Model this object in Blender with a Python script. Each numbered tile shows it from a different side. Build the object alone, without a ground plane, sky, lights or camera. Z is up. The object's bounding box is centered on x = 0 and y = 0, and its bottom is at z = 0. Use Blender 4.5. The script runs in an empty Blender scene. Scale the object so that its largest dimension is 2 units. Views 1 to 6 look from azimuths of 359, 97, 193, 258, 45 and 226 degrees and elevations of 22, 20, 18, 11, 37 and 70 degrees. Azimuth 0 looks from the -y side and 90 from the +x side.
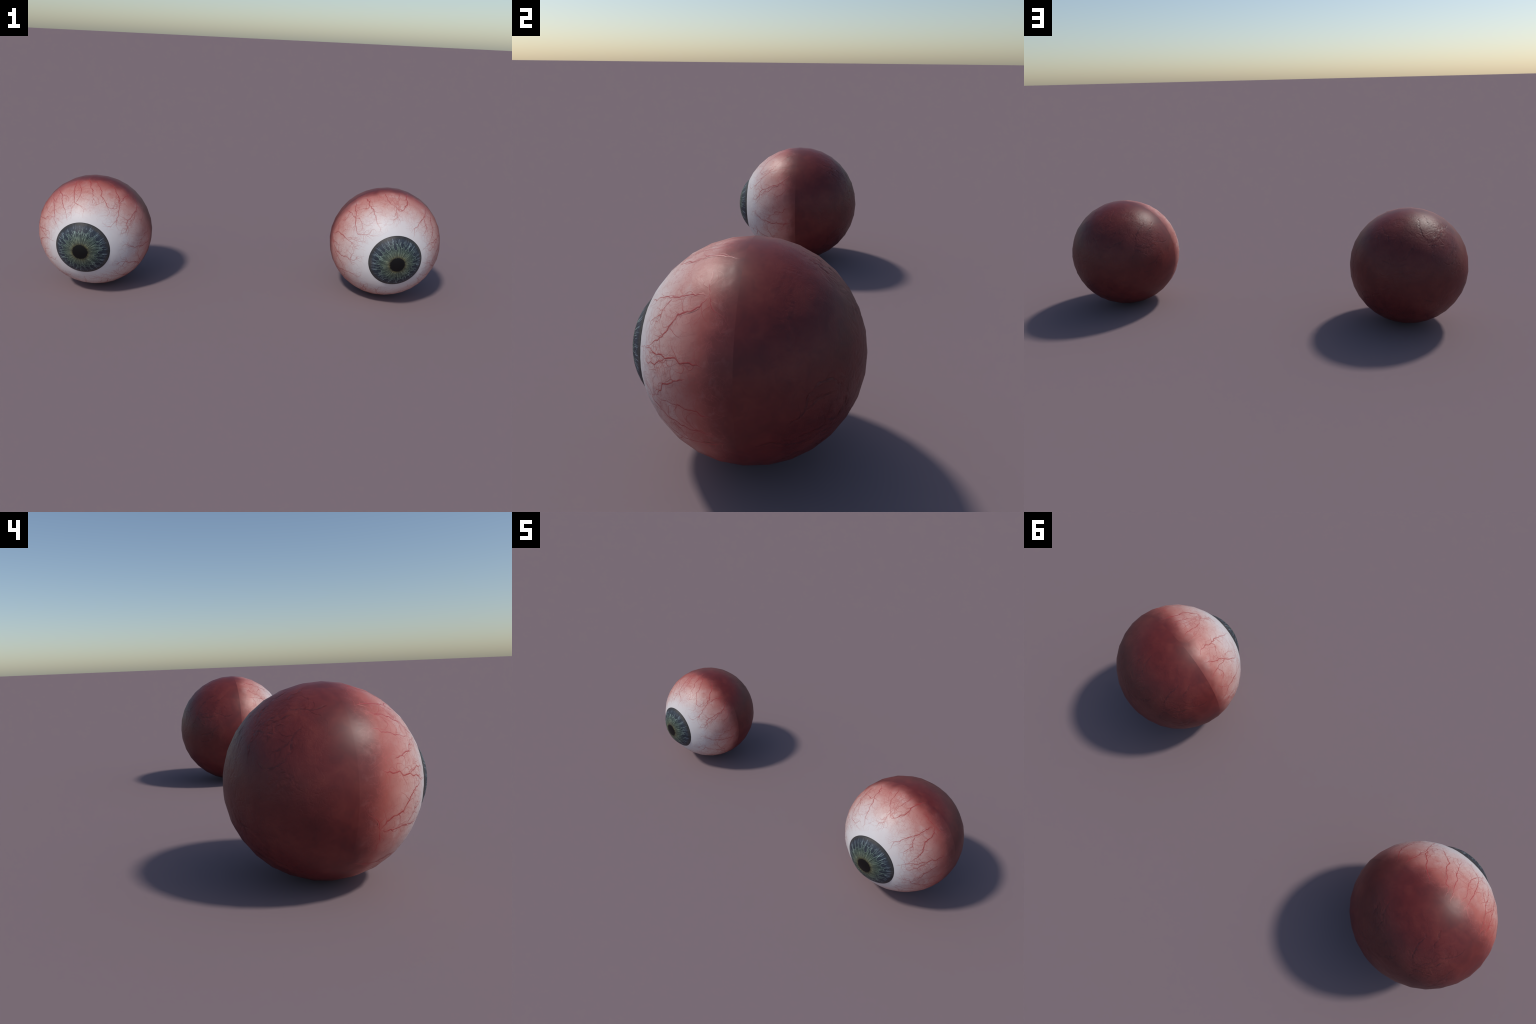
"""Two realistic human eyeballs lying side by side: white bloodshot front with a
blue-green iris on a bulging cornea, dark red leathery rear hemisphere.

Every eyeball is described in its own polar frame: the gaze axis is local -Y,
theta is the angle from the gaze axis (0 = pupil, 90 = equator, 180 = rear pole)
and phi runs round it (0 = +X, 90 = +Z)."""
import bpy, math, random
import numpy as np
from mathutils import Matrix

# ------------------------------------------------------------------ sizes (m)
BALL_R = 0.2730            # ball radius at the facet corners
IRIS_R = 0.124             # radius of the limbus (edge of the iris)
CORNEA_H = 0.054           # height of the cornea dome over the limbus
PUPIL_R = 0.0335
SEGMENTS, FINE = 32, 22    # visible facets round the ball, fine mesh per facet
PITCH = math.radians(1.6)  # both eyes look very slightly down
SPIN_FRONT = 145.4         # the second eye is the same eye rolled about its axis
SPIN_REAR = -34.6
THETA_LIMBUS = math.degrees(math.asin(IRIS_R / BALL_R))
BASE_PLANE = math.sqrt(BALL_R ** 2 - IRIS_R ** 2)
DOME_R = (IRIS_R ** 2 + CORNEA_H ** 2) / (2 * CORNEA_H)
DOME_C = BASE_PLANE + CORNEA_H - DOME_R      # dome centre, along the gaze axis

RINGS = [THETA_LIMBUS] + [11.25 * k for k in range(3, 17)]   # facet rings, one on the equator
rng = random.Random(11)


# ------------------------------------------------------------------ noise
def lattice_noise(p, seed):
    """smooth value noise, p (n,3) -> (n,) in 0..1"""
    i = np.floor(p).astype(np.int64)
    f = p - i
    f = f * f * f * (f * (f * 6 - 15) + 10)
    out = np.zeros(len(p))
    for dx in (0, 1):
        for dy in (0, 1):
            for dz in (0, 1):
                h = (i[:, 0] + dx) * 374761393 + (i[:, 1] + dy) * 668265263 + (i[:, 2] + dz) * 2147483647 + seed * 1274126177
                h = (h ^ (h >> 13)) * 1274126177
                h = (h ^ (h >> 16)) & 0xFFFFFF
                w = (f[:, 0] if dx else 1 - f[:, 0]) * (f[:, 1] if dy else 1 - f[:, 1]) * (f[:, 2] if dz else 1 - f[:, 2])
                out += w * h / 0xFFFFFF
    return out


def fractal(p, octaves, seed):
    return sum(lattice_noise(p * 2 ** k, seed + k) * 0.5 ** k for k in range(octaves)) / sum(0.5 ** k for k in range(octaves))


def creases(p, octaves, seed):
    """ridged noise: narrow dark lines, like leather creases"""
    return sum((1 - np.abs(2 * lattice_noise(p * 2 ** k, seed + k) - 1)) ** 3 * 0.55 ** k for k in range(octaves))


def smooth(x, a, b):
    t = np.clip((x - a) / (b - a), 0, 1)
    return t * t * (3 - 2 * t)


# ------------------------------------------------------------------ polar frame
def direction(theta, phi):
    t, f = np.radians(theta), np.radians(phi)
    return np.stack([np.sin(t) * np.cos(f), -np.cos(t), np.sin(t) * np.sin(f)], -1)


def angles(d):
    theta = np.degrees(np.arccos(np.clip(-d[..., 1], -1, 1)))
    return theta, np.degrees(np.arctan2(d[..., 2], d[..., 0]))


def facet_point(theta, phi):
    """point of the faceted ball: a flat patch between four ring corners"""
    theta, phi = np.asarray(theta, float), np.asarray(phi, float) % 360
    r = np.array(RINGS)
    i = np.clip(np.searchsorted(r, theta, side='right') - 1, 0, len(r) - 2)
    u = (theta - r[i]) / (r[i + 1] - r[i])
    step = 360 / SEGMENTS
    j = np.floor(phi / step)
    v = (phi - j * step) / step
    a, b = direction(r[i], j * step), direction(r[i], (j + 1) * step)
    c, d = direction(r[i + 1], j * step), direction(r[i + 1], (j + 1) * step)
    u, v = u[..., None], v[..., None]
    return BALL_R * ((a * (1 - v) + b * v) * (1 - u) + (c * (1 - v) + d * v) * u)


def dome_point(r, phi):
    f = np.radians(phi)
    h = DOME_C + np.sqrt(DOME_R ** 2 - r ** 2)
    return np.stack([r * np.cos(f), -h, r * np.sin(f)], -1)


def spline(points, step):
    """Catmull-Rom curve through points (n,3), resampled about every `step`"""
    p = np.array(points, float)
    p = np.vstack([2 * p[0] - p[1], p, 2 * p[-1] - p[-2]])
    out = []
    for a, b, c, d in zip(p, p[1:], p[2:], p[3:]):
        n = max(2, int(np.linalg.norm(c - b) / step))
        t = np.linspace(0, 1, n, endpoint=False)[:, None]
        out.append(0.5 * (2 * b + (c - a) * t + (2 * a - 5 * b + 4 * c - d) * t ** 2 + (3 * b - 3 * c + d - a) * t ** 3))
    return np.vstack(out + [p[-2:-1]])


# ------------------------------------------------------------------ the plan of the vessels
# (thickness 1..4, course as theta/phi stations, usually from the rim towards the iris)
FRONT_VESSELS = [
    # twisted pair and loop over the brow
    (3, [(86, 93.5), (81, 91.7), (74, 88), (67, 85.3), (58.5, 81), (52, 79.6), (46, 78.6)]),
    (3, [(85, 88), (79, 86.5), (74, 81.2), (68, 76), (59.7, 72), (55, 65.8), (51, 60.5), (51, 55.5), (53.5, 50.5), (58, 49)]),
    (3, [(86, 75), (80, 68), (76.5, 62.8), (71.5, 59.6), (66, 53), (60, 49.3), (53, 45.8), (49.5, 42.2), (44, 39.7), (39, 38.8), (35, 37)]),
    (3, [(84, 49), (78, 49.7), (72, 50.2), (63, 49.8), (57, 48.5)]),
    (3, [(83, 104), (76, 103.8), (66, 103), (58, 103.2), (51, 102), (48, 100.2), (44.3, 94.6), (42, 90.6), (38, 87)]),
    (2, [(81, 98.5), (74, 98.6), (69, 98), (62, 95.4), (55, 95.6), (48, 100.2), (43, 105), (38.5, 108.5), (38, 114)]),
    (2, [(76, 104), (80, 105.3), (82.3, 109.5), (82, 113)]),
    (3, [(86, 126), (81, 125), (74, 123), (67.5, 120.6), (62, 117.2), (56, 117.9), (49, 118.3), (42, 116.6), (36, 115.2), (31, 116.6)]),
    (2, [(62, 117.4), (57.8, 111.7), (53, 109)]),
    (2, [(68, 121), (64, 124.6), (57, 132)]),
    # fork on the nose side
    (3, [(80, 130), (68, 130.6), (60, 130.6), (54, 131.6), (48, 133.6), (44, 135.2), (39, 138.6), (33.5, 140.6), (28.6, 142)]),
    (3, [(68, 158), (62.5, 156.4), (60.5, 154.5), (55, 152), (52.5, 148.6), (50.5, 144.8), (47.5, 140.5), (44, 135.4)]),
    (2, [(80, 142), (75, 142.3), (67.5, 143), (59, 142.6), (49, 139.8)]),
    (1, [(40.8, 134.6), (35.7, 129.6), (31.3, 128.7)]),
    (2, [(78, 131), (72.5, 131.8), (66.9, 137)]),
    # the star: two long trunks meeting at theta 77, phi 196
    (3, [(78, 163.5), (72, 165.4), (67.5, 166), (65, 165.6), (61, 167), (56.5, 166.7), (53.5, 168.2), (47.5, 167.6), (42, 169.6), (38, 170.5), (33, 170.2), (28.6, 170)]),
    (2, [(56.7, 166.8), (53.8, 164.9), (49.7, 162.6), (45, 161.4), (41, 159.9), (36, 161.2)]),
    (4, [(77.3, 196), (74.5, 194.3), (72.3, 191.3), (69.5, 189.9), (65, 188.6), (61, 187.4), (58, 184.4), (55.2, 180.4), (50.5, 176.8), (45, 173.4), (40, 170.8)]),
    (3, [(77.3, 196.2), (71, 197.8), (66, 198.2), (61.5, 198.5), (55, 201), (48, 203), (42, 205.4), (38.5, 207.6), (35, 207.6), (32.6, 204.6), (29.4, 203.5)]),
    (2, [(77.3, 196.3), (76.4, 202), (76.8, 207), (76, 212)]),
    (2, [(56.4, 199), (53, 196.2), (50.3, 191.3), (49.2, 185)]),
    (2, [(50.3, 191.3), (45.9, 189.7), (40.8, 189.4)]),
    (2, [(77.3, 196), (80, 190), (84, 187)]),
    # heavy vessel below and the fan it ends in
    (4, [(88, 217.5), (83.5, 219.5), (78.3, 221.4), (72.5, 222.9), (66.5, 222.7), (63, 223), (59, 225.3), (54.2, 228.4), (52.6, 230.6), (54.5, 234.4), (58.2, 236.6)]),
    (2, [(83, 228), (78, 229.8), (71.5, 230.8), (64.5, 233.5), (58.5, 236.8)]),
    (2, [(87, 247), (80, 244.7), (72, 244), (67, 243.5), (62, 241.2), (58.3, 237.4), (51.2, 236.2), (46.5, 235.8), (43, 233.2), (37.9, 233.3)]),
    (1, [(50, 236), (46, 237), (42.8, 240.8), (38, 243)]),
    (1, [(84, 239), (77, 239), (70, 238.4), (63, 238), (58.2, 236.6)]),
    (1, [(84, 252), (76, 250.5), (69, 247.6), (62.3, 241.4)]),
    (1, [(85, 234), (77, 234.6), (69, 235), (61, 236.4), (53, 236.4)]),
    # lower side
    (3, [(88, 268), (82.3, 265.6), (77, 263.2), (72.6, 262), (67.3, 263.5), (60.3, 262.6), (53, 264), (47.2, 265), (42, 264.6), (36.4, 264.4)]),
    (2, [(67.2, 263.6), (64, 267.6), (67, 271.8), (68.6, 275), (70.3, 278)]),
    (3, [(86, 273), (79.5, 275.6), (74.2, 278.3), (69, 280.4), (64.2, 283.3), (58.2, 288.2), (53, 292.2), (47.8, 296.4), (43.7, 291.8), (41.7, 287.5), (37.9, 284.2), (34.5, 281.2)]),
    (2, [(88, 289), (82, 287.2), (75.5, 285), (67.5, 284.6), (63.6, 283.5), (58.8, 280.9), (54.1, 281.8), (45.9, 278.2)]),
    (2, [(75.7, 285.1), (72.9, 292.4), (75.6, 299)]),
    (3, [(89, 319), (84, 315.9), (78.2, 313.4), (73.2, 309.6), (66.7, 309.2), (57.9, 309.3), (52.8, 309.4), (48.5, 311.6), (43.1, 313.6), (38.8, 313)]),
    (2, [(86.2, 298), (80.2, 302.6), (73.5, 308)]),
    (1, [(57.9, 309.3), (54.5, 305.9), (47.6, 300.9)]),
    (1, [(55.5, 308.9), (48.8, 305.3), (42.4, 302.3), (36.5, 296.5)]),
    (2, [(85, 319.8), (80, 321.6), (70.9, 321.7), (61.7, 320)]),
    (3, [(84, 322), (76, 324.6), (72, 328.4), (66, 330.8), (60.5, 331.6), (54, 332.3), (46.8, 333.6), (41.5, 332.2), (38.5, 327.4)]),
    (2, [(46.8, 333.4), (46.3, 327.4), (42.9, 321.8)]),
    (2, [(74, 327.5), (72.6, 331.7), (65, 337.6), (61, 344.8), (60, 349)]),
    # temple side
    (3, [(89.6, 355), (81, 353.6), (72, 353), (68, 352.3), (60, 354), (53.2, 354.5), (48.5, 357.8), (44, 359)]),
    (2, [(84, 9), (79.2, 7.9), (78, 5.3), (73.3, 5.1), (68.7, 2.5), (63.4, 0.1)]),
    (3, [(87, 43), (80.5, 37.8), (74.2, 32.8), (67.5, 31.8), (61.5, 30.6), (55.6, 29.8), (51.8, 26.5), (50.8, 22.2), (45.6, 20.1), (41, 19.7)]),
    (2, [(74.2, 32.7), (67.6, 31), (63.2, 27), (57.2, 26.3), (51, 22.5), (50, 17.7), (46, 12.7)]),
    (2, [(89, 29.4), (84, 30), (79.4, 31.4), (74, 32.6)]),
    (2, [(87.3, 29.1), (80.8, 27), (77.2, 22.4), (71, 20)]),
]
# raised dark vessels and creases of the rear, same frame
REAR_VESSELS = [
    [(115, 59.5), (120, 59.8), (125, 60.5), (129, 62.9), (134, 62.4), (139, 63)],
    [(120, 52), (125, 51.4), (130.5, 50.8)],
    [(114, 97), (120.5, 99), (126, 100.8), (130.5, 104), (134, 107)],
    [(105, 102), (108.6, 105.4), (113, 106.4), (116, 109.4)],
    [(138, 115.6), (134, 117.6), (128, 120), (122, 120), (116.3, 121), (111, 123.6), (105.5, 127), (99, 125.4)],
    [(118, 125.2), (124.5, 124.4), (131.5, 124)],
    [(140, 118), (134.6, 127), (130, 133)],
    [(138.4, 121), (143.5, 128.5), (145, 136)],
    [(114, 137), (119.5, 141), (121.6, 146.5), (123.4, 152.4), (128.6, 157), (135.5, 157), (141, 151)],
    [(121, 143), (126, 146), (133.5, 148.2)],
    [(144, 96), (151, 90.5), (157.5, 82)],
    [(148.5, 38), (154.7, 43.7), (160, 48)],
    [(139.6, 77.4), (146, 78.8)],
]
REAR_VESSELS += [[(t, p + 180) for t, p in v] for v in REAR_VESSELS]   # same tissue on the underside


def wander(course, amount, seed):
    """smooth curve through theta/phi stations with the small kinks of a real vessel"""
    th, ph = np.array(course, float).T
    c = spline(direction(th, ph), 0.010)
    c /= np.linalg.norm(c, axis=1, keepdims=True)
    for scale, k in ((16, 1.0), (38, 0.5)):
        j = np.stack([lattice_noise(c * scale + 50 * a, seed + a) for a in range(3)], -1) - 0.5
        j *= np.minimum(1, np.minimum(np.arange(len(c)), np.arange(len(c))[::-1]) / 4)[:, None]
        c = c + j * amount * k
    return c / np.linalg.norm(c, axis=1, keepdims=True)


FRONT_CURVES = [(w, wander(c, 0.030, 31 * n)) for n, (w, c) in enumerate(FRONT_VESSELS)]
REAR_CURVES = [wander(c, 0.03, 900 + 7 * n) for n, c in enumerate(REAR_VESSELS)]


def nearest(d, curves, chunk=4000):
    """distance (on the unit sphere) from each direction to the closest curve point"""
    pts = np.vstack(curves)
    out = np.empty(len(d))
    for s in range(0, len(d), chunk):
        out[s:s + chunk] = np.sqrt(np.maximum(0, 2 - 2 * (d[s:s + chunk] @ pts.T).max(1)))
    return out


# ------------------------------------------------------------------ relief of the ball
def relief(d):
    theta, phi = angles(d)
    h = np.zeros(len(d))
    # front: very soft lumps of the conjunctiva
    front = smooth(theta, THETA_LIMBUS, 42) * (1 - smooth(theta, 84, 90))
    h += front * 0.0010 * (fractal(d * 9, 3, 5) - 0.5)
    # rear: crumpled leather, strongest in patches away from the equator
    rear = smooth(theta, 97, 116)
    patch = smooth(fractal(d * 2.6 + 3.1, 2, 70), 0.36, 0.60)
    warp = np.stack([fractal(d * 5 + 9 * a, 2, 20 + a) for a in range(3)], -1) - 0.5
    q = d + warp * 0.35
    h -= rear * patch * 0.00062 * creases(q * np.array([12, 7, 12]), 4, 40)
    h += rear * 0.0010 * (fractal(d * 9, 3, 90) - 0.5)
    m = theta > 92
    if m.any():
        near = nearest(d[m], REAR_CURVES)
        h[m] -= 0.0007 * np.exp(-(near / 0.009) ** 2) * (0.2 + 1.3 * fractal(d[m] * 8, 2, 3))
    # the two halves meet in level on the equator
    return h * (1 - np.exp(-((theta - 90) / 1.6) ** 2))


def ball_normal(d):
    """normal of the smooth, unfaceted ball with its relief, by central differences"""
    e = 0.004
    f = np.arctan2(d[:, 2], d[:, 0])
    east = np.stack([-np.sin(f), 0 * f, np.cos(f)], -1)
    south = np.cross(east, d)
    def along(v):
        a = d + v * e
        return relief(a / np.linalg.norm(a, axis=1, keepdims=True))
    slope_e = (along(east) - along(-east)) / (2 * e * BALL_R)
    slope_s = (along(south) - along(-south)) / (2 * e * BALL_R)
    n = d - east * slope_e[:, None] - south * slope_s[:, None]
    return n / np.linalg.norm(n, axis=1, keepdims=True)


# ------------------------------------------------------------------ mesh helpers
def make_mesh(name, verts, faces, normals=None, material=None):
    me = bpy.data.meshes.new(name)
    me.from_pydata(np.asarray(verts).tolist(), [], faces)
    me.polygons.foreach_set('use_smooth', np.ones(len(me.polygons), bool))
    me.update()
    if normals is not None:
        me.normals_split_custom_set_from_vertices(np.asarray(normals).tolist())
    if material:
        me.materials.append(material)
    return me


def ball_zone(name, first, last, material):
    """zone of the ball between two facet rings, fine mesh on flat facets,
    shaded with the normals of the smooth ball"""
    theta = np.concatenate([np.linspace(a, b, FINE, endpoint=False) for a, b in zip(RINGS[first:last], RINGS[first + 1:last + 1])] + [[RINGS[last]]])
    closed = theta[-1] > 179.9
    if closed:
        theta = theta[:-1]
    phi = np.arange(SEGMENTS * FINE) * 360 / (SEGMENTS * FINE)
    T, F = np.meshgrid(theta, phi, indexing='ij')
    d = direction(T, F).reshape(-1, 3)
    h = relief(d)
    verts = facet_point(T, F).reshape(-1, 3) + d * h[:, None]
    nrm = ball_normal(d)
    n, m = len(theta), len(phi)
    # phi turns clockwise seen from outside along -Y, so wind accordingly
    faces = [(i * m + j, i * m + (j + 1) % m, (i + 1) * m + (j + 1) % m, (i + 1) * m + j) for i in range(n - 1) for j in range(m)]
    if closed:
        verts = np.vstack([verts, [[0, BALL_R, 0]]])
        nrm = np.vstack([nrm, [[0, 1, 0]]])
        faces += [((n - 1) * m + j, (n - 1) * m + (j + 1) % m, n * m) for j in range(m)]
    a, b, c = (verts[faces[0][k]] for k in range(3))
    if np.dot(np.cross(b - a, c - a), a) < 0:
        faces = [f[::-1] for f in faces]
    return make_mesh(name, verts, faces, nrm, material)


def dome_zone(name, r0, r1, rows, material, lift=0.0):
    """zone of the cornea dome between two radii (r0 = 0 closes it)"""
    m = 192
    phi = np.arange(m) * 360 / m
    radii = np.linspace(r0, r1, rows) if r0 else np.linspace(r1 / rows, r1, rows)
    R, F = np.meshgrid(radii, phi, indexing='ij')
    verts = dome_point(R, F).reshape(-1, 3)
    faces = [(i * m + j, i * m + (j + 1) % m, (i + 1) * m + (j + 1) % m, (i + 1) * m + j) for i in range(rows - 1) for j in range(m)]
    if not r0:
        verts = np.vstack([verts, dome_point(np.array([0.0]), np.array([0.0]))])
        faces += [(j, len(verts) - 1, (j + 1) % m) for j in range(m)]
    nrm = verts - np.array([0, -DOME_C, 0])
    nrm /= np.linalg.norm(nrm, axis=1, keepdims=True)
    verts = verts + nrm * lift
    a, b, c = (verts[faces[0][k]] for k in range(3))
    if np.dot(np.cross(b - a, c - a), nrm[faces[0][0]]) < 0:
        faces = [f[::-1] for f in faces]
    return make_mesh(name, verts, faces, nrm, material)


PROFILE = [(-1.0, -0.12), (-0.62, 0.24), (0.0, 0.38), (0.62, 0.24), (1.0, -0.12), (0.0, -0.6)]


def strand(points, normals, widths, height=1.0, rounding=0.35, shade=None):
    """flattened tube hugging a surface -> verts, faces, normals.
    rounding tips the shading normals of its flanks off the surface's own"""
    tan = np.gradient(points, axis=0)
    tan /= np.linalg.norm(tan, axis=1, keepdims=True) + 1e-12
    side = np.cross(normals, tan)
    side /= np.linalg.norm(side, axis=1, keepdims=True) + 1e-12
    k = len(PROFILE)
    shade = normals if shade is None else shade
    verts = np.concatenate([(points + (side * a + normals * b * height) * widths[:, None])[:, None] for a, b in PROFILE], 1).reshape(-1, 3)
    nrm = np.concatenate([(shade + side * a * rounding)[:, None] for a, b in PROFILE], 1).reshape(-1, 3)
    nrm /= np.linalg.norm(nrm, axis=1, keepdims=True)
    faces = [(i * k + j, (i + 1) * k + j, (i + 1) * k + (j + 1) % k, i * k + (j + 1) % k) for i in range(len(points) - 1) for j in range(k)]
    faces += [tuple(range(k)), tuple((len(points) - 1) * k + j for j in reversed(range(k)))]
    q = faces[1]                      # a top face must look outwards
    if np.dot(np.cross(verts[q[1]] - verts[q[0]], verts[q[2]] - verts[q[1]]), normals[0]) < 0:
        faces = [f[::-1] for f in faces]
    return verts, faces, nrm


def on_ball(curve, taper, width, height=0.42, lift=0.0, rounding=0.3):
    th, ph = angles(curve)
    th = np.clip(th, THETA_LIMBUS + 0.3, 179)
    p = facet_point(th, ph) + curve * (relief(curve)[:, None] + lift)
    s = np.linspace(0, 1, len(curve))
    return strand(p, curve, width * taper(s), height, rounding, ball_normal(curve) if th.max() > 92 or width > 0.0012 else None)


def join(parts):
    verts, faces, normals, base = [], [], [], 0
    for v, f, n in parts:
        verts.append(v)
        normals.append(n)
        faces += [tuple(i + base for i in q) for q in f]
        base += len(v)
    return np.vstack(verts), faces, np.vstack(normals)


# ------------------------------------------------------------------ shader helpers
class Graph:
    def __init__(self, tree):
        self.t = tree
        self.x = 0

    def node(self, kind, **props):
        n = self.t.nodes.new(kind)
        self.x += 40
        n.location = (self.x, 0)
        for k, v in props.items():
            setattr(n, k, v)
        return n

    def put(self, socket, value):
        if isinstance(value, bpy.types.NodeSocket):
            self.t.links.new(value, socket)
        else:
            socket.default_value = value

    def math(self, op, *args, clamp=False):
        n = self.node('ShaderNodeMath', operation=op, use_clamp=clamp)
        for s, v in zip(n.inputs, args):
            self.put(s, v)
        return n.outputs[0]

    def vec(self, op, *args):
        n = self.node('ShaderNodeVectorMath', operation=op)
        for s, v in zip(n.inputs, args):
            self.put(s, v)
        return n.outputs['Value'] if op in ('DOT_PRODUCT', 'LENGTH') else n.outputs[0]

    def scaled(self, v, k):
        n = self.node('ShaderNodeVectorMath', operation='SCALE')
        self.put(n.inputs[0], v)
        n.inputs['Scale'].default_value = k
        return n.outputs[0]

    def combine(self, x, y, z):
        n = self.node('ShaderNodeCombineXYZ')
        for s, v in zip(n.inputs, (x, y, z)):
            self.put(s, v)
        return n.outputs[0]

    def split(self, v):
        n = self.node('ShaderNodeSeparateXYZ')
        self.put(n.inputs[0], v)
        return n.outputs

    def noise(self, v, scale, detail=3.0, rough=0.55, distortion=0.0, colour=False):
        n = self.node('ShaderNodeTexNoise')
        self.put(n.inputs['Vector'], v)
        n.inputs['Scale'].default_value = scale
        n.inputs['Detail'].default_value = detail
        n.inputs['Roughness'].default_value = rough
        n.inputs['Distortion'].default_value = distortion
        return n.outputs['Color' if colour else 'Fac']

    def cell_edge(self, v, scale):
        n = self.node('ShaderNodeTexVoronoi', feature='DISTANCE_TO_EDGE')
        self.put(n.inputs['Vector'], v)
        n.inputs['Scale'].default_value = scale
        return n.outputs['Distance']

    def step(self, value, a, b, lo=0.0, hi=1.0):
        n = self.node('ShaderNodeMapRange', interpolation_type='SMOOTHSTEP')
        for s, v in zip(n.inputs, (value, a, b, lo, hi)):
            self.put(s, v)
        return n.outputs[0]

    def mix(self, fac, a, b, blend='MIX'):
        n = self.node('ShaderNodeMix', data_type='RGBA', blend_type=blend)
        self.put(n.inputs['Factor'], fac)
        for s, v in ((n.inputs[6], a), (n.inputs[7], b)):
            self.put(s, v if isinstance(v, bpy.types.NodeSocket) else (*v, 1))
        return n.outputs[2]

    def ramp(self, fac, stops):
        n = self.node('ShaderNodeValToRGB')
        e = n.color_ramp.elements
        while len(e) < len(stops):
            e.new(0.5)
        for k, (p, c) in zip(e, stops):
            k.position, k.color = p, (*c, 1)
        self.put(n.inputs[0], fac)
        return n.outputs[0]

    def warp(self, v, scale, amount, detail=2.0):
        c = self.noise(v, scale, detail, colour=True)
        return self.vec('ADD', v, self.scaled(self.vec('SUBTRACT', c, (0.5, 0.5, 0.5)), amount))


def unit_position(g):
    c = g.node('ShaderNodeTexCoord').outputs['Object']
    n = g.node('ShaderNodeVectorMath', operation='NORMALIZE')
    g.put(n.inputs[0], c)
    return c, n.outputs[0]


def theta_of(g, unit):
    """angle from the gaze axis, 1.0 = equator"""
    return g.math('DIVIDE', g.math('ARCCOSINE', g.vec('DOT_PRODUCT', unit, (0, -1, 0))), math.pi / 2)


def colour_group(name, build):
    """shared colour recipe as a node group with one Color output"""
    t = bpy.data.node_groups.new(name, 'ShaderNodeTree')
    t.interface.new_socket('Color', in_out='OUTPUT', socket_type='NodeSocketColor')
    g = Graph(t)
    out = g.node('NodeGroupOutput')
    t.links.new(build(g), out.inputs[0])
    return t


def material(name, build, roughness=0.45, specular=0.5):
    """build(g) -> (colour, normal or None)"""
    m = bpy.data.materials.new(name)
    m.use_nodes = True
    t = m.node_tree
    t.nodes.clear()
    g = Graph(t)
    b = g.node('ShaderNodeBsdfPrincipled')
    o = g.node('ShaderNodeOutputMaterial')
    t.links.new(b.outputs[0], o.inputs[0])
    colour, normal = build(g)
    g.put(b.inputs['Base Color'], colour)
    if normal is not None:
        g.put(b.inputs['Normal'], normal)
    g.put(b.inputs['Roughness'], roughness)
    b.inputs['Specular IOR Level'].default_value = specular
    return m


def bump(g, height, strength, distance):
    n = g.node('ShaderNodeBump')
    n.inputs['Strength'].default_value = strength
    n.inputs['Distance'].default_value = distance
    g.put(n.inputs['Height'], height)
    return n.outputs[0]


def use_group(g, tree):
    return g.node('ShaderNodeGroup', node_tree=tree).outputs[0]


# ------------------------------------------------------------------ materials
def toward(phi):
    return (math.cos(math.radians(phi)), 0.0, math.sin(math.radians(phi)))


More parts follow.
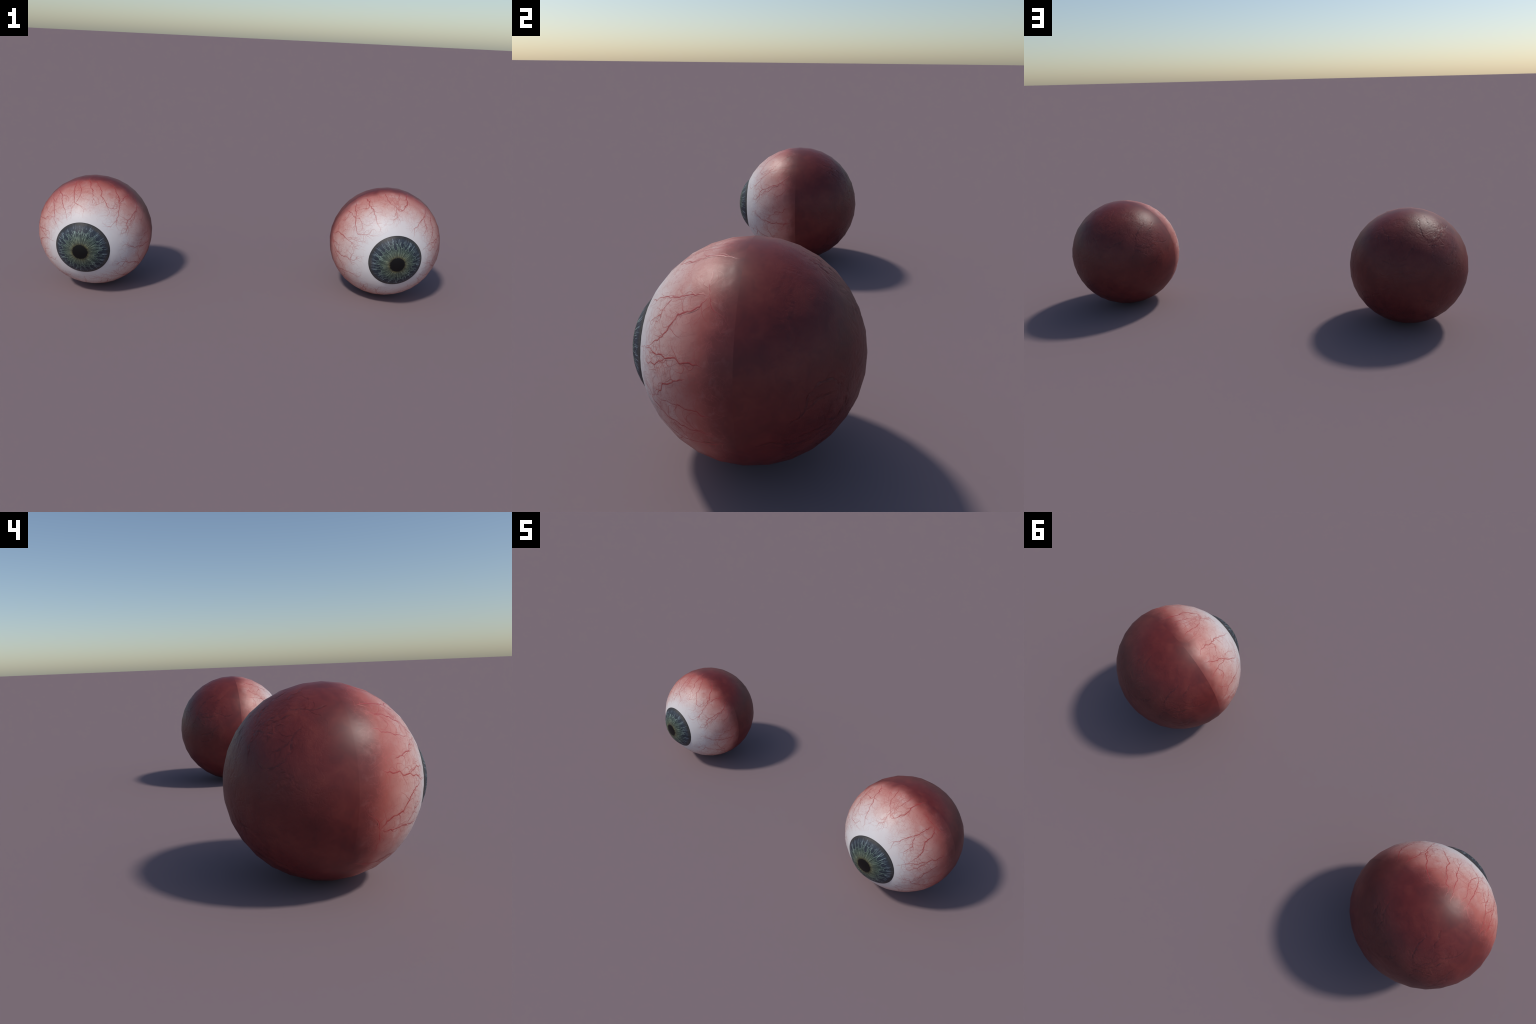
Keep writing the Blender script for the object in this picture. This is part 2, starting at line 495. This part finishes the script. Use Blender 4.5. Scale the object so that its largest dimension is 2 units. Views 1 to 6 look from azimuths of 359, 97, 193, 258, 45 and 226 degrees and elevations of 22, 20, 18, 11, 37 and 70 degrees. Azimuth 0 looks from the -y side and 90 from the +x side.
def sclera_colour(g):
    pos, u = unit_position(g)
    t = theta_of(g, u)
    broad = g.noise(u, 2.6, 3.0)
    # inflammation reaches further forward on one side
    lean = g.math('MULTIPLY', g.vec('DOT_PRODUCT', u, toward(138)), 0.09)
    s = g.math('ADD', g.math('SUBTRACT', t, 0.015), lean)
    s = g.math('ADD', s, g.math('MULTIPLY', g.math('SUBTRACT', broad, 0.5), 0.20))
    base = g.ramp(s, [(0.29, (0.70, 0.672, 0.675)), (0.41, (0.68, 0.615, 0.61)), (0.53, (0.65, 0.485, 0.455)),
                      (0.66, (0.60, 0.340, 0.30)), (0.78, (0.53, 0.215, 0.18)), (0.89, (0.39, 0.095, 0.075)), (1.0, (0.25, 0.050, 0.044))])
    # pale yellowish islands and pink blushes between the vessels
    w = g.warp(u, 5.0, 0.20)
    isle = g.step(g.noise(w, 6.0, 1.0), 0.46, 0.80)
    base = g.mix(g.math('MULTIPLY', g.math('MULTIPLY', isle, g.step(s, 0.42, 0.58, 0.0, 0.36)), g.step(s, 0.92, 0.72)), base, (0.66, 0.54, 0.50))
    blush = g.step(g.noise(w, 11.0, 4.0, 0.65), 0.50, 0.72)
    base = g.mix(g.math('MULTIPLY', blush, g.step(s, 0.34, 0.60, 0.0, 0.32)), base, (0.52, 0.22, 0.20))
    # bluish veil near the iris
    veil = g.step(g.noise(u, 4.5, 2.0), 0.45, 0.75)
    base = g.mix(g.math('MULTIPLY', veil, g.step(t, 0.75, 0.45, 0.0, 0.16)), base, (0.56, 0.55, 0.62))
    # hair-fine capillaries in two sizes
    for scale, thin, seed, gate in ((9.0, 0.022, 0.30, 0.50), (20.0, 0.034, 0.26, 0.55)):
        c = g.warp(g.warp(u, 6.0 + seed, 0.22), 24.0, 0.05)
        edge = g.step(g.cell_edge(c, scale), 0.0, thin * 2, 1.0, 0.0)
        where = g.step(g.noise(g.vec('ADD', u, (seed, 1.7, gate)), 6.0, 3.0), 0.40, 0.66)
        amount = g.math('MULTIPLY', g.math('MULTIPLY', edge, where), g.step(s, 0.36, 0.62, 0.0, gate))
        base = g.mix(amount, base, (0.46, 0.10, 0.085))
    # towards the equator the front sheet sinks into the dark red of the rear,
    # except in three places where its pale edge laps over
    open_edge = 0.0
    for phi, wide in ((292, 0.72), (2, 0.80), (178, 0.86)):
        lap = g.step(g.vec('DOT_PRODUCT', u, toward(phi)), wide, wide + 0.2, 0.0, 0.8 if phi == 178 else 1.0)
        open_edge = g.math('MAXIMUM', open_edge, lap)
    start = g.math('ADD', g.math('MULTIPLY', open_edge, 0.05), 0.825)
    ragged = g.noise(u, 5.0, 2.0)
    rim = g.step(g.math('ADD', t, g.math('MULTIPLY', g.math('SUBTRACT', ragged, 0.5), 0.12)), start, 1.0)
    base = g.mix(g.math('MULTIPLY', rim, g.math('SUBTRACT', 1.0, g.math('MULTIPLY', open_edge, 0.36))), base, use_group(g, REAR))
    return base


def rear_colour(g):
    pos, u = unit_position(g)
    w = g.warp(u, 3.0, 0.35)
    tone = g.noise(w, 4.0, 4.0, 0.6)
    c = g.ramp(tone, [(0.25, (0.110, 0.015, 0.015)), (0.50, (0.150, 0.021, 0.0195)), (0.75, (0.190, 0.034, 0.027))])
    # brown bruise round the rear pole
    back = g.step(g.vec('DOT_PRODUCT', u, (0, 1, 0)), 0.20, 1.0)
    c = g.mix(g.math('MULTIPLY', back, 0.40), c, (0.090, 0.023, 0.021))
    stain = g.step(g.noise(w, 9.0, 5.0, 0.65), 0.48, 0.72)
    c = g.mix(g.math('MULTIPLY', stain, 0.30), c, (0.065, 0.013, 0.017))
    return c


REAR = colour_group('rear_colour', rear_colour)
SCLERA = colour_group('sclera_colour', sclera_colour)


def sclera_surface(g):
    pos, u = unit_position(g)
    grain = g.noise(g.warp(u, 9.0, 0.15), 34.0, 4.0, 0.6)
    return use_group(g, SCLERA), bump(g, g.math('MULTIPLY', grain, g.step(theta_of(g, u), 0.92, 0.78)), 0.10, 0.004)


def rear_surface(g):
    pos, u = unit_position(g)
    w = g.warp(u, 6.0, 0.25)
    lines = g.step(g.cell_edge(g.warp(w, 20.0, 0.08), 13.0), 0.0, 0.10)
    grain = g.math('ADD', g.math('MULTIPLY', lines, 0.35), g.noise(w, 42.0, 4.0, 0.6))
    off = g.step(theta_of(g, u), 1.06, 1.30)
    return use_group(g, REAR), bump(g, g.math('MULTIPLY', grain, off), 0.13, 0.005)


def vessel_surface(strength, red):
    def build(g):
        pos, u = unit_position(g)
        fade = g.step(theta_of(g, u), 0.28, 0.50, strength * 0.40, strength)
        patchy = g.step(g.noise(u, 14.0, 2.0), 0.25, 0.65, 0.65, 1.0)
        sink = g.step(theta_of(g, u), 0.86, 0.99, 1.0, 0.15)      # the vessels dive under the dark rim
        fade = g.math('MULTIPLY', fade, sink)
        return g.mix(g.math('MULTIPLY', fade, patchy), use_group(g, SCLERA), red), None
    return build


def rear_vessel_surface(low, high):
    def build(g):
        pos, u = unit_position(g)
        k = g.step(g.noise(u, 12.0, 2.0), 0.3, 0.7, low, high)
        return g.mix(k, use_group(g, REAR), (0.034, 0.010, 0.015)), None
    return build


def iris_polar(g):
    pos, u = unit_position(g)
    x, y, z = g.split(pos)
    r = g.math('DIVIDE', g.math('SQRT', g.math('ADD', g.math('MULTIPLY', x, x), g.math('MULTIPLY', z, z))), IRIS_R)
    rr = g.math('MULTIPLY', r, IRIS_R)
    return pos, r, g.math('DIVIDE', x, rr), g.math('DIVIDE', z, rr)


def iris_surface(g):
    pos, r, cx, cz = iris_polar(g)
    ray = g.combine(g.math('MULTIPLY', cx, 1.0), g.math('MULTIPLY', cz, 1.0), g.math('MULTIPLY', r, 0.10))
    fine = g.noise(ray, 26.0, 4.0, 0.65)
    coarse = g.noise(ray, 8.0, 3.0, 0.6)
    cloud = g.noise(pos, 45.0, 3.0)
    rr = g.math('ADD', r, g.math('MULTIPLY', g.math('SUBTRACT', coarse, 0.5), 0.16))
    dark = g.ramp(rr, [(0.27, (0.055, 0.048, 0.020)), (0.36, (0.026, 0.032, 0.022)), (0.55, (0.019, 0.029, 0.027)),
                       (0.70, (0.018, 0.028, 0.038)), (0.86, (0.034, 0.044, 0.061)), (0.94, (0.030, 0.032, 0.036))])
    pale = g.ramp(rr, [(0.27, (0.130, 0.110, 0.045)), (0.36, (0.108, 0.132, 0.088)), (0.55, (0.098, 0.150, 0.125)),
                       (0.72, (0.100, 0.150, 0.165)), (0.90, (0.110, 0.145, 0.200))])
    k = g.step(fine, 0.50, 0.76, 0.0, 0.50)
    k = g.math('MULTIPLY', k, g.step(cloud, 0.30, 0.62, 0.45, 1.0))
    c = g.mix(k, dark, pale)
    # brown-grey veil of the limbus and its dark edge line
    n = g.math('ADD', r, g.math('MULTIPLY', g.math('SUBTRACT', g.noise(pos, 22.0, 2.0), 0.5), 0.30))
    c = g.mix(g.step(n, 0.88, 1.02, 0.0, 0.75), c, (0.080, 0.073, 0.068))
    c = g.mix(g.step(r, 0.962, 0.998, 0.0, 0.85), c, (0.020, 0.019, 0.019))
    # soft, ragged near-black edge round the pupil
    lip = g.math('ADD', r, g.math('MULTIPLY', g.math('SUBTRACT', coarse, 0.5), 0.10))
    c = g.mix(g.step(lip, 0.32, 0.265, 0.0, 1.0), c, (0.011, 0.010, 0.009))
    return c, bump(g, fine, 0.20, 0.002)


def crypt_surface(g):
    pos, r, cx, cz = iris_polar(g)
    fine = g.noise(g.combine(cx, cz, g.math('MULTIPLY', r, 0.10)), 34.0, 3.0, 0.6)
    k = g.math('MULTIPLY', g.step(fine, 0.50, 0.75, 0.0, 0.7), g.step(r, 0.62, 0.95, 0.25, 1.0))
    c = g.mix(k, (0.022, 0.029, 0.041), (0.135, 0.170, 0.215))
    return g.mix(g.step(r, 0.88, 0.99, 0.0, 0.8), c, (0.055, 0.053, 0.055)), None


def fibre_surface(bright):
    def build(g):
        pos, r, cx, cz = iris_polar(g)
        c = g.ramp(r, [(0.26, (0.20, 0.15, 0.035)), (0.36, (0.24, 0.265, 0.165)), (0.55, (0.285, 0.38, 0.29)),
                       (0.74, (0.37, 0.49, 0.44)), (0.90, (0.37, 0.45, 0.54)), (0.97, (0.12, 0.13, 0.15))])
        k = g.step(g.noise(pos, 60.0, 2.0), 0.30, 0.70, 0.45 * bright, bright)
        return g.mix(k, (0.03, 0.042, 0.05), c), None
    return build


M_SCLERA = material('bloodshot_sclera', sclera_surface, 0.46, 0.42)
M_REAR = material('dark_red_tissue', rear_surface, 0.46, 0.38)
M_TRUNK = material('vessel_red', vessel_surface(0.93, (0.37, 0.036, 0.034)), 0.42)
M_TWIG = material('vessel_pink', vessel_surface(0.72, (0.41, 0.060, 0.052)), 0.44)
M_HAIR = material('capillary_pink', vessel_surface(0.42, (0.45, 0.095, 0.082)), 0.46)
M_BLUSH = material('vessel_blush', vessel_surface(0.22, (0.46, 0.11, 0.095)), 0.46)
M_REAR_VESSEL = material('vessel_dark', rear_vessel_surface(0.18, 0.60), 0.46, 0.38)
M_REAR_TWIG = material('vessel_dark_faint', rear_vessel_surface(0.02, 0.32), 0.46, 0.38)
M_IRIS = material('iris_blue_green', iris_surface, 0.5, 0.28)
M_CRYPT = material('iris_crypt_dark', crypt_surface, 0.5, 0.28)
M_PUPIL = material('pupil_black', lambda g: ((0.0045, 0.0042, 0.0045, 1), None), 0.5, 0.25)
M_FIBRE = material('iris_fibre_pale', fibre_surface(1.0), 0.5, 0.3)
M_FIBRE_DIM = material('iris_fibre_dim', fibre_surface(0.52), 0.5, 0.3)


# ------------------------------------------------------------------ parts as shared meshes
EQUATOR = RINGS.index(90.0)
front_parts, rear_parts = [], []      # (object name, mesh, kind)

front_parts.append(('sclera', ball_zone('sclera', 0, EQUATOR, M_SCLERA), None))
rear_parts.append(('rear_membrane', ball_zone('rear_membrane', EQUATOR, len(RINGS) - 1, M_REAR), None))
front_parts.append(('iris', dome_zone('iris', PUPIL_R, IRIS_R, 48, M_IRIS), None))
front_parts.append(('pupil', dome_zone('pupil', 0, PUPIL_R, 12, M_PUPIL), None))

TRUNK_WIDTH = {1: 0.0012, 2: 0.00175, 3: 0.0023, 4: 0.0029}


def taper_trunk(s):
    return np.interp(s, [0, 0.14, 0.55, 0.97, 1.0], [0.12, 1.0, 0.85, 0.28, 0.08])


def taper_twig(s):
    return np.interp(s, [0, 0.95, 1], [1.0, 0.3, 0.08])


def sprout(curve, start, turn, length, bend, seed, near=30.5, far=88.0):
    """a side branch leaving a curve (unit vectors) by random walk"""
    i = start
    p = curve[i].copy()
    t = curve[min(i + 2, len(curve) - 1)] - curve[max(i - 2, 0)]
    t /= np.linalg.norm(t) + 1e-9
    r = random.Random(seed)
    def rotate(v, axis, a):
        return v * math.cos(a) + np.cross(axis, v) * math.sin(a) + axis * np.dot(axis, v) * (1 - math.cos(a))
    t = rotate(t, p, math.radians(turn))
    pts, step = [p.copy()], math.radians(0.55)
    drift = 0.0
    for _ in range(int(length / 0.55)):
        drift = 0.6 * drift + r.gauss(0, 8) + bend * 0.15
        t = rotate(t, p, math.radians(drift))
        p = p + t * step
        p /= np.linalg.norm(p)
        t -= p * np.dot(p, t)
        t /= np.linalg.norm(t)
        th = math.degrees(math.acos(max(-1, min(1, -p[1]))))
        if th < near or th > far:
            break
        pts.append(p.copy())
    return np.array(pts)


def relaxed(curve):
    """the same course without the small kinks, for broad faint strands"""
    c = np.vstack([curve[:1]] * 4 + [curve] + [curve[-1:]] * 4)
    c = sum(c[i:i + len(curve)] for i in range(9)) / 9
    return c / np.linalg.norm(c, axis=1, keepdims=True)


twigs, hairs = [], []
for n, (w, c) in enumerate(FRONT_CURVES):
    v, f, n_ = on_ball(c, taper_trunk, TRUNK_WIDTH[w])
    front_parts.append(('blood_vessel', make_mesh('blood_vessel', v, f, n_, M_TRUNK if w > 1 else M_TWIG), None))
    for b in range(int(len(c) * 0.010 / math.radians(3.6)) + 1):
        start = rng.randrange(2, max(3, len(c) - 2))
        twig = sprout(c, start, rng.choice((-1, 1)) * rng.uniform(20, 60), rng.uniform(4, 14), rng.uniform(-2, 2), 1000 + 40 * n + b)
        if len(twig) < 5:
            continue
        twigs.append((w, twig))
        for k in range(rng.randrange(1, 5)):
            hair = sprout(twig, rng.randrange(1, len(twig) - 1), rng.choice((-1, 1)) * rng.uniform(20, 75), rng.uniform(3, 9), rng.uniform(-3, 3), 9000 + 400 * n + 10 * b + k)
            if len(hair) > 4:
                hairs.append(hair)
# free capillary wisps combing towards the iris and felted towards the rim
for k in range(850):
    th, ph = 34 + 54 * rng.random() ** 0.75, rng.uniform(0, 360)
    seed_curve = direction(np.array([th + 1, th, th - 1]), np.array([ph, ph, ph]))
    wisp = sprout(seed_curve, 1, rng.gauss(0, 45), rng.uniform(3, 11), rng.uniform(-3, 3), 20000 + k)
    if len(wisp) > 4:
        hairs.append(wisp)

v, f, n_ = join([on_ball(c, taper_twig, 0.00058 + 0.00020 * w) for w, c in twigs])
front_parts.append(('vessel_branches', make_mesh('vessel_branches', v, f, n_, M_TWIG), 'stuff'))
v, f, n_ = join([on_ball(relaxed(c), taper_trunk, min(0.0045, 2.2 * TRUNK_WIDTH[w]), 0.05, 0.00004, 0.0) for w, c in FRONT_CURVES])
front_parts.append(('vessel_blush', make_mesh('vessel_blush', v, f, n_, M_BLUSH), 'stuff'))
v, f, n_ = join([on_ball(c, taper_twig, 0.00055, 0.3, 0.00005, 0.0) for c in hairs])
front_parts.append(('capillaries', make_mesh('capillaries', v, f, n_, M_HAIR), 'stuff'))

for c in REAR_CURVES:
    v, f, n_ = on_ball(c, taper_trunk, 0.0017, 0.12, 0.0004, 0.1)
    rear_parts.append(('rear_vessel', make_mesh('rear_vessel', v, f, n_, M_REAR_VESSEL), None))
rear_twigs = []
v, f, n_ = join([on_ball(relaxed(c), taper_trunk, 0.0042, 0.03, 0.00025, 0.0) for c in REAR_CURVES])
rear_parts.append(('rear_vessel_bruising', make_mesh('rear_vessel_bruising', v, f, n_, M_REAR_TWIG), 'stuff'))
for n, c in enumerate(REAR_CURVES):
    for b in range(5):
        twig = sprout(c, rng.randrange(1, len(c) - 1), rng.choice((-1, 1)) * rng.uniform(20, 65), rng.uniform(4, 13), rng.uniform(-2, 2), 50000 + 20 * n + b, 98, 175)
        if len(twig) > 4:
            rear_twigs.append(twig)
v, f, n_ = join([on_ball(c, taper_twig, 0.0010, 0.10, 0.0003, 0.0) for c in rear_twigs])
rear_parts.append(('rear_vessel_branches', make_mesh('rear_vessel_branches', v, f, n_, M_REAR_TWIG), 'stuff'))

# --- iris stroma: crypts ringed by pale fibres (radius mm, phi, half length mm, half width mm)
CRYPTS = [(99, 97, 15, 10), (95, 88.5, 14, 6), (99, 75, 14, 15), (89, 107.5, 5, 3), (91, 117, 18, 8.5), (82, 136.5, 13, 7),
          (95, 54.5, 14, 11), (98, 35.5, 13, 11), (86, 25, 7, 6.5), (96, 14.5, 10, 6), (91, 356, 16, 9), (85, 336.4, 13, 5.5),
          (96, 315, 13, 9), (91, 298, 13, 10), (94, 283, 13, 9), (88, 270, 13, 8), (80, 247, 14, 8), (93, 225.3, 17, 7.5),
          (85, 212, 12, 6), (89, 198, 12, 8), (95, 176, 13, 11), (80, 153.6, 10, 6.5), (99, 163, 9, 7), (68, 345, 7, 3.5), (70, 127, 7, 4),
          (100, 5, 8, 5), (101, 326, 8, 6), (101, 344, 7, 6), (101, 189, 7, 5), (101, 240, 8, 6), (100, 258, 8, 6), (99, 126, 8, 6)]


def dome_strand(r, phi, width):
    r = np.clip(np.asarray(r), PUPIL_R * 0.97, IRIS_R * 0.985)
    p = dome_point(r, np.asarray(phi))
    nrm = p - np.array([0, -DOME_C, 0])
    nrm /= np.linalg.norm(nrm, axis=1, keepdims=True)
    return strand(p, nrm, np.broadcast_to(width, (len(p),)).copy(), 0.5, 0.15)


crypt_rings, crypt_floors, bright_fibres, dim_fibres = [], [], [], []
for k, (r, p, a, b) in enumerate(CRYPTS):
    # lens shape, pointed towards the pupil, its sides running on to the limbus
    t = np.linspace(-1, 1, 41)
    lean = 0.25 * math.sin(2.1 * k)
    x = r - a + 2 * a * np.abs(t) ** 1.35 * (1 + lean * t)
    y = b * np.sign(t) * np.sin(np.minimum(1, np.abs(t)) * math.pi * (0.72 if a > 9 else 0.97)) ** 0.8
    y = y * (1 + 0.10 * np.sin(5 * t + k))
    x = np.minimum(x, 116)
    phi = p + np.degrees(y / np.maximum(40, x)) + 0.5 * np.sin(0.35 * x + 3 * k)
    fade = np.interp(x, [60, 92, 108, 114], [1.0, 0.8, 0.35, 0.15])       # rings dissolve towards the limbus
    crypt_rings.append(dome_strand(x / 1000, phi, 0.0010 * fade))
    edge = dome_point(np.minimum(x, IRIS_R * 985) / 1000, phi)
    hub = dome_point(np.array([min(r, 108) / 1000]), np.array([p]))
    up = edge - np.array([0, -DOME_C, 0])
    floor = np.vstack([edge, hub])
    floor = floor + (floor - np.array([0, -DOME_C, 0])) / DOME_R * 0.00016
    faces = [(i, i + 1, len(edge)) for i in range(len(edge) - 1)] + [(len(edge) - 1, 0, len(edge))]
    if np.dot(np.cross(floor[1] - floor[0], floor[-1] - floor[0]), floor[0] - np.array([0, -DOME_C, 0])) < 0:
        faces = [q[::-1] for q in faces]
    crypt_floors.append((floor, faces, (floor - np.array([0, -DOME_C, 0])) / DOME_R))


def in_crypt(r, phi):
    for cr, cp, a, b in CRYPTS:
        d = (phi - cp + 180) % 360 - 180
        if ((r - cr) / a) ** 2 + (math.radians(d) * r / b) ** 2 < 0.9:
            return True
    return False


def comb(count, reach, lengths, widths, bright):
    """fibres running outwards: reach = range of inner ends, lengths, widths in mm"""
    for k in range(count):
        p = (k + rng.uniform(-0.45, 0.45)) * 360 / count
        r0 = rng.uniform(*reach)
        r1 = min(116.5, r0 + rng.uniform(*lengths))
        r = np.linspace(r0, r1, 24)
        wave, phase, sway = rng.uniform(0.08, 0.25), rng.uniform(0, 6.28), rng.uniform(-2.5, 2.5)
        phi = p + sway * ((r - r0) / 50) ** 2 + 0.6 * np.sin(r * wave + phase)
        inside = [in_crypt(r[i], phi[i]) for i in range(24)]
        stop = inside.index(True) if True in inside else 24
        if stop < 6 and rng.random() < 0.8:
            continue
        stop = max(stop, 12)
        r, phi = r[:stop], phi[:stop]
        w = rng.uniform(*widths) / 1000 * np.interp(np.linspace(0, 1, stop), [0, 0.2, 0.7, 1], [0.5, 1, 0.8, 0.3])
        (bright_fibres if rng.random() < bright else dim_fibres).append(dome_strand(r / 1000, phi, w))


comb(150, (32.5, 38), (28, 52), (0.35, 0.95), 0.40)     # from the pupil to the collarette
comb(90, (45, 68), (14, 34), (0.30, 0.80), 0.40)
comb(340, (72, 104), (8, 30), (0.32, 0.80), 0.55)       # combing out to the limbus

v, f, n_ = join(crypt_floors)
front_parts.append(('iris_crypts', make_mesh('iris_crypts', v, f, n_, M_CRYPT), 'stuff'))
v, f, n_ = join(crypt_rings)
front_parts.append(('iris_crypt_rings', make_mesh('iris_crypt_rings', v, f, n_, M_FIBRE), 'stuff'))
v, f, n_ = join(bright_fibres)
front_parts.append(('iris_fibres', make_mesh('iris_fibres', v, f, n_, M_FIBRE), 'stuff'))
v, f, n_ = join(dim_fibres)
front_parts.append(('iris_fibres', make_mesh('iris_fibres', v, f, n_, M_FIBRE_DIM), 'stuff'))


# ------------------------------------------------------------------ assembly
def lowest_and_widest(me, rot):
    co = np.empty(len(me.vertices) * 3)
    me.vertices.foreach_get('co', co)
    return co.reshape(-1, 3) @ np.array(rot.to_3x3()).T


CENTRE_Y = 0.0117
collection = bpy.context.scene.collection
for side, spin_front, spin_rear in ((-1, 0.0, 0.0), (1, SPIN_FRONT, SPIN_REAR)):
    tilt = Matrix.Rotation(PITCH, 4, 'X')
    front = tilt @ Matrix.Rotation(math.radians(spin_front), 4, 'Y')
    rear = tilt @ Matrix.Rotation(math.radians(spin_rear), 4, 'Y')
    cloud = np.vstack([lowest_and_widest(front_parts[0][1], front), lowest_and_widest(rear_parts[0][1], rear)])
    rise = -cloud[:, 2].min() - 0.0006                                   # rests on the ground
    reach = 0.9992 - (cloud[:, 0] * side).max()
    eye = bpy.data.objects.new('eyeball', None)
    eye.empty_display_size = 0.1
    eye.location = (side * reach, CENTRE_Y, 0.0)
    eye['label'] = 'bloodshot human eyeball with blue-green iris and dark red back'
    eye['category'] = 'eyeball'
    collection.objects.link(eye)
    for parts, turn in ((front_parts, front), (rear_parts, rear)):
        for name, me, kind in parts:
            o = bpy.data.objects.new(name, me)
            o.parent = eye
            o.matrix_local = Matrix.Translation((0, 0, rise)) @ turn
            if kind:
                o['kind'] = kind
            collection.objects.link(o)
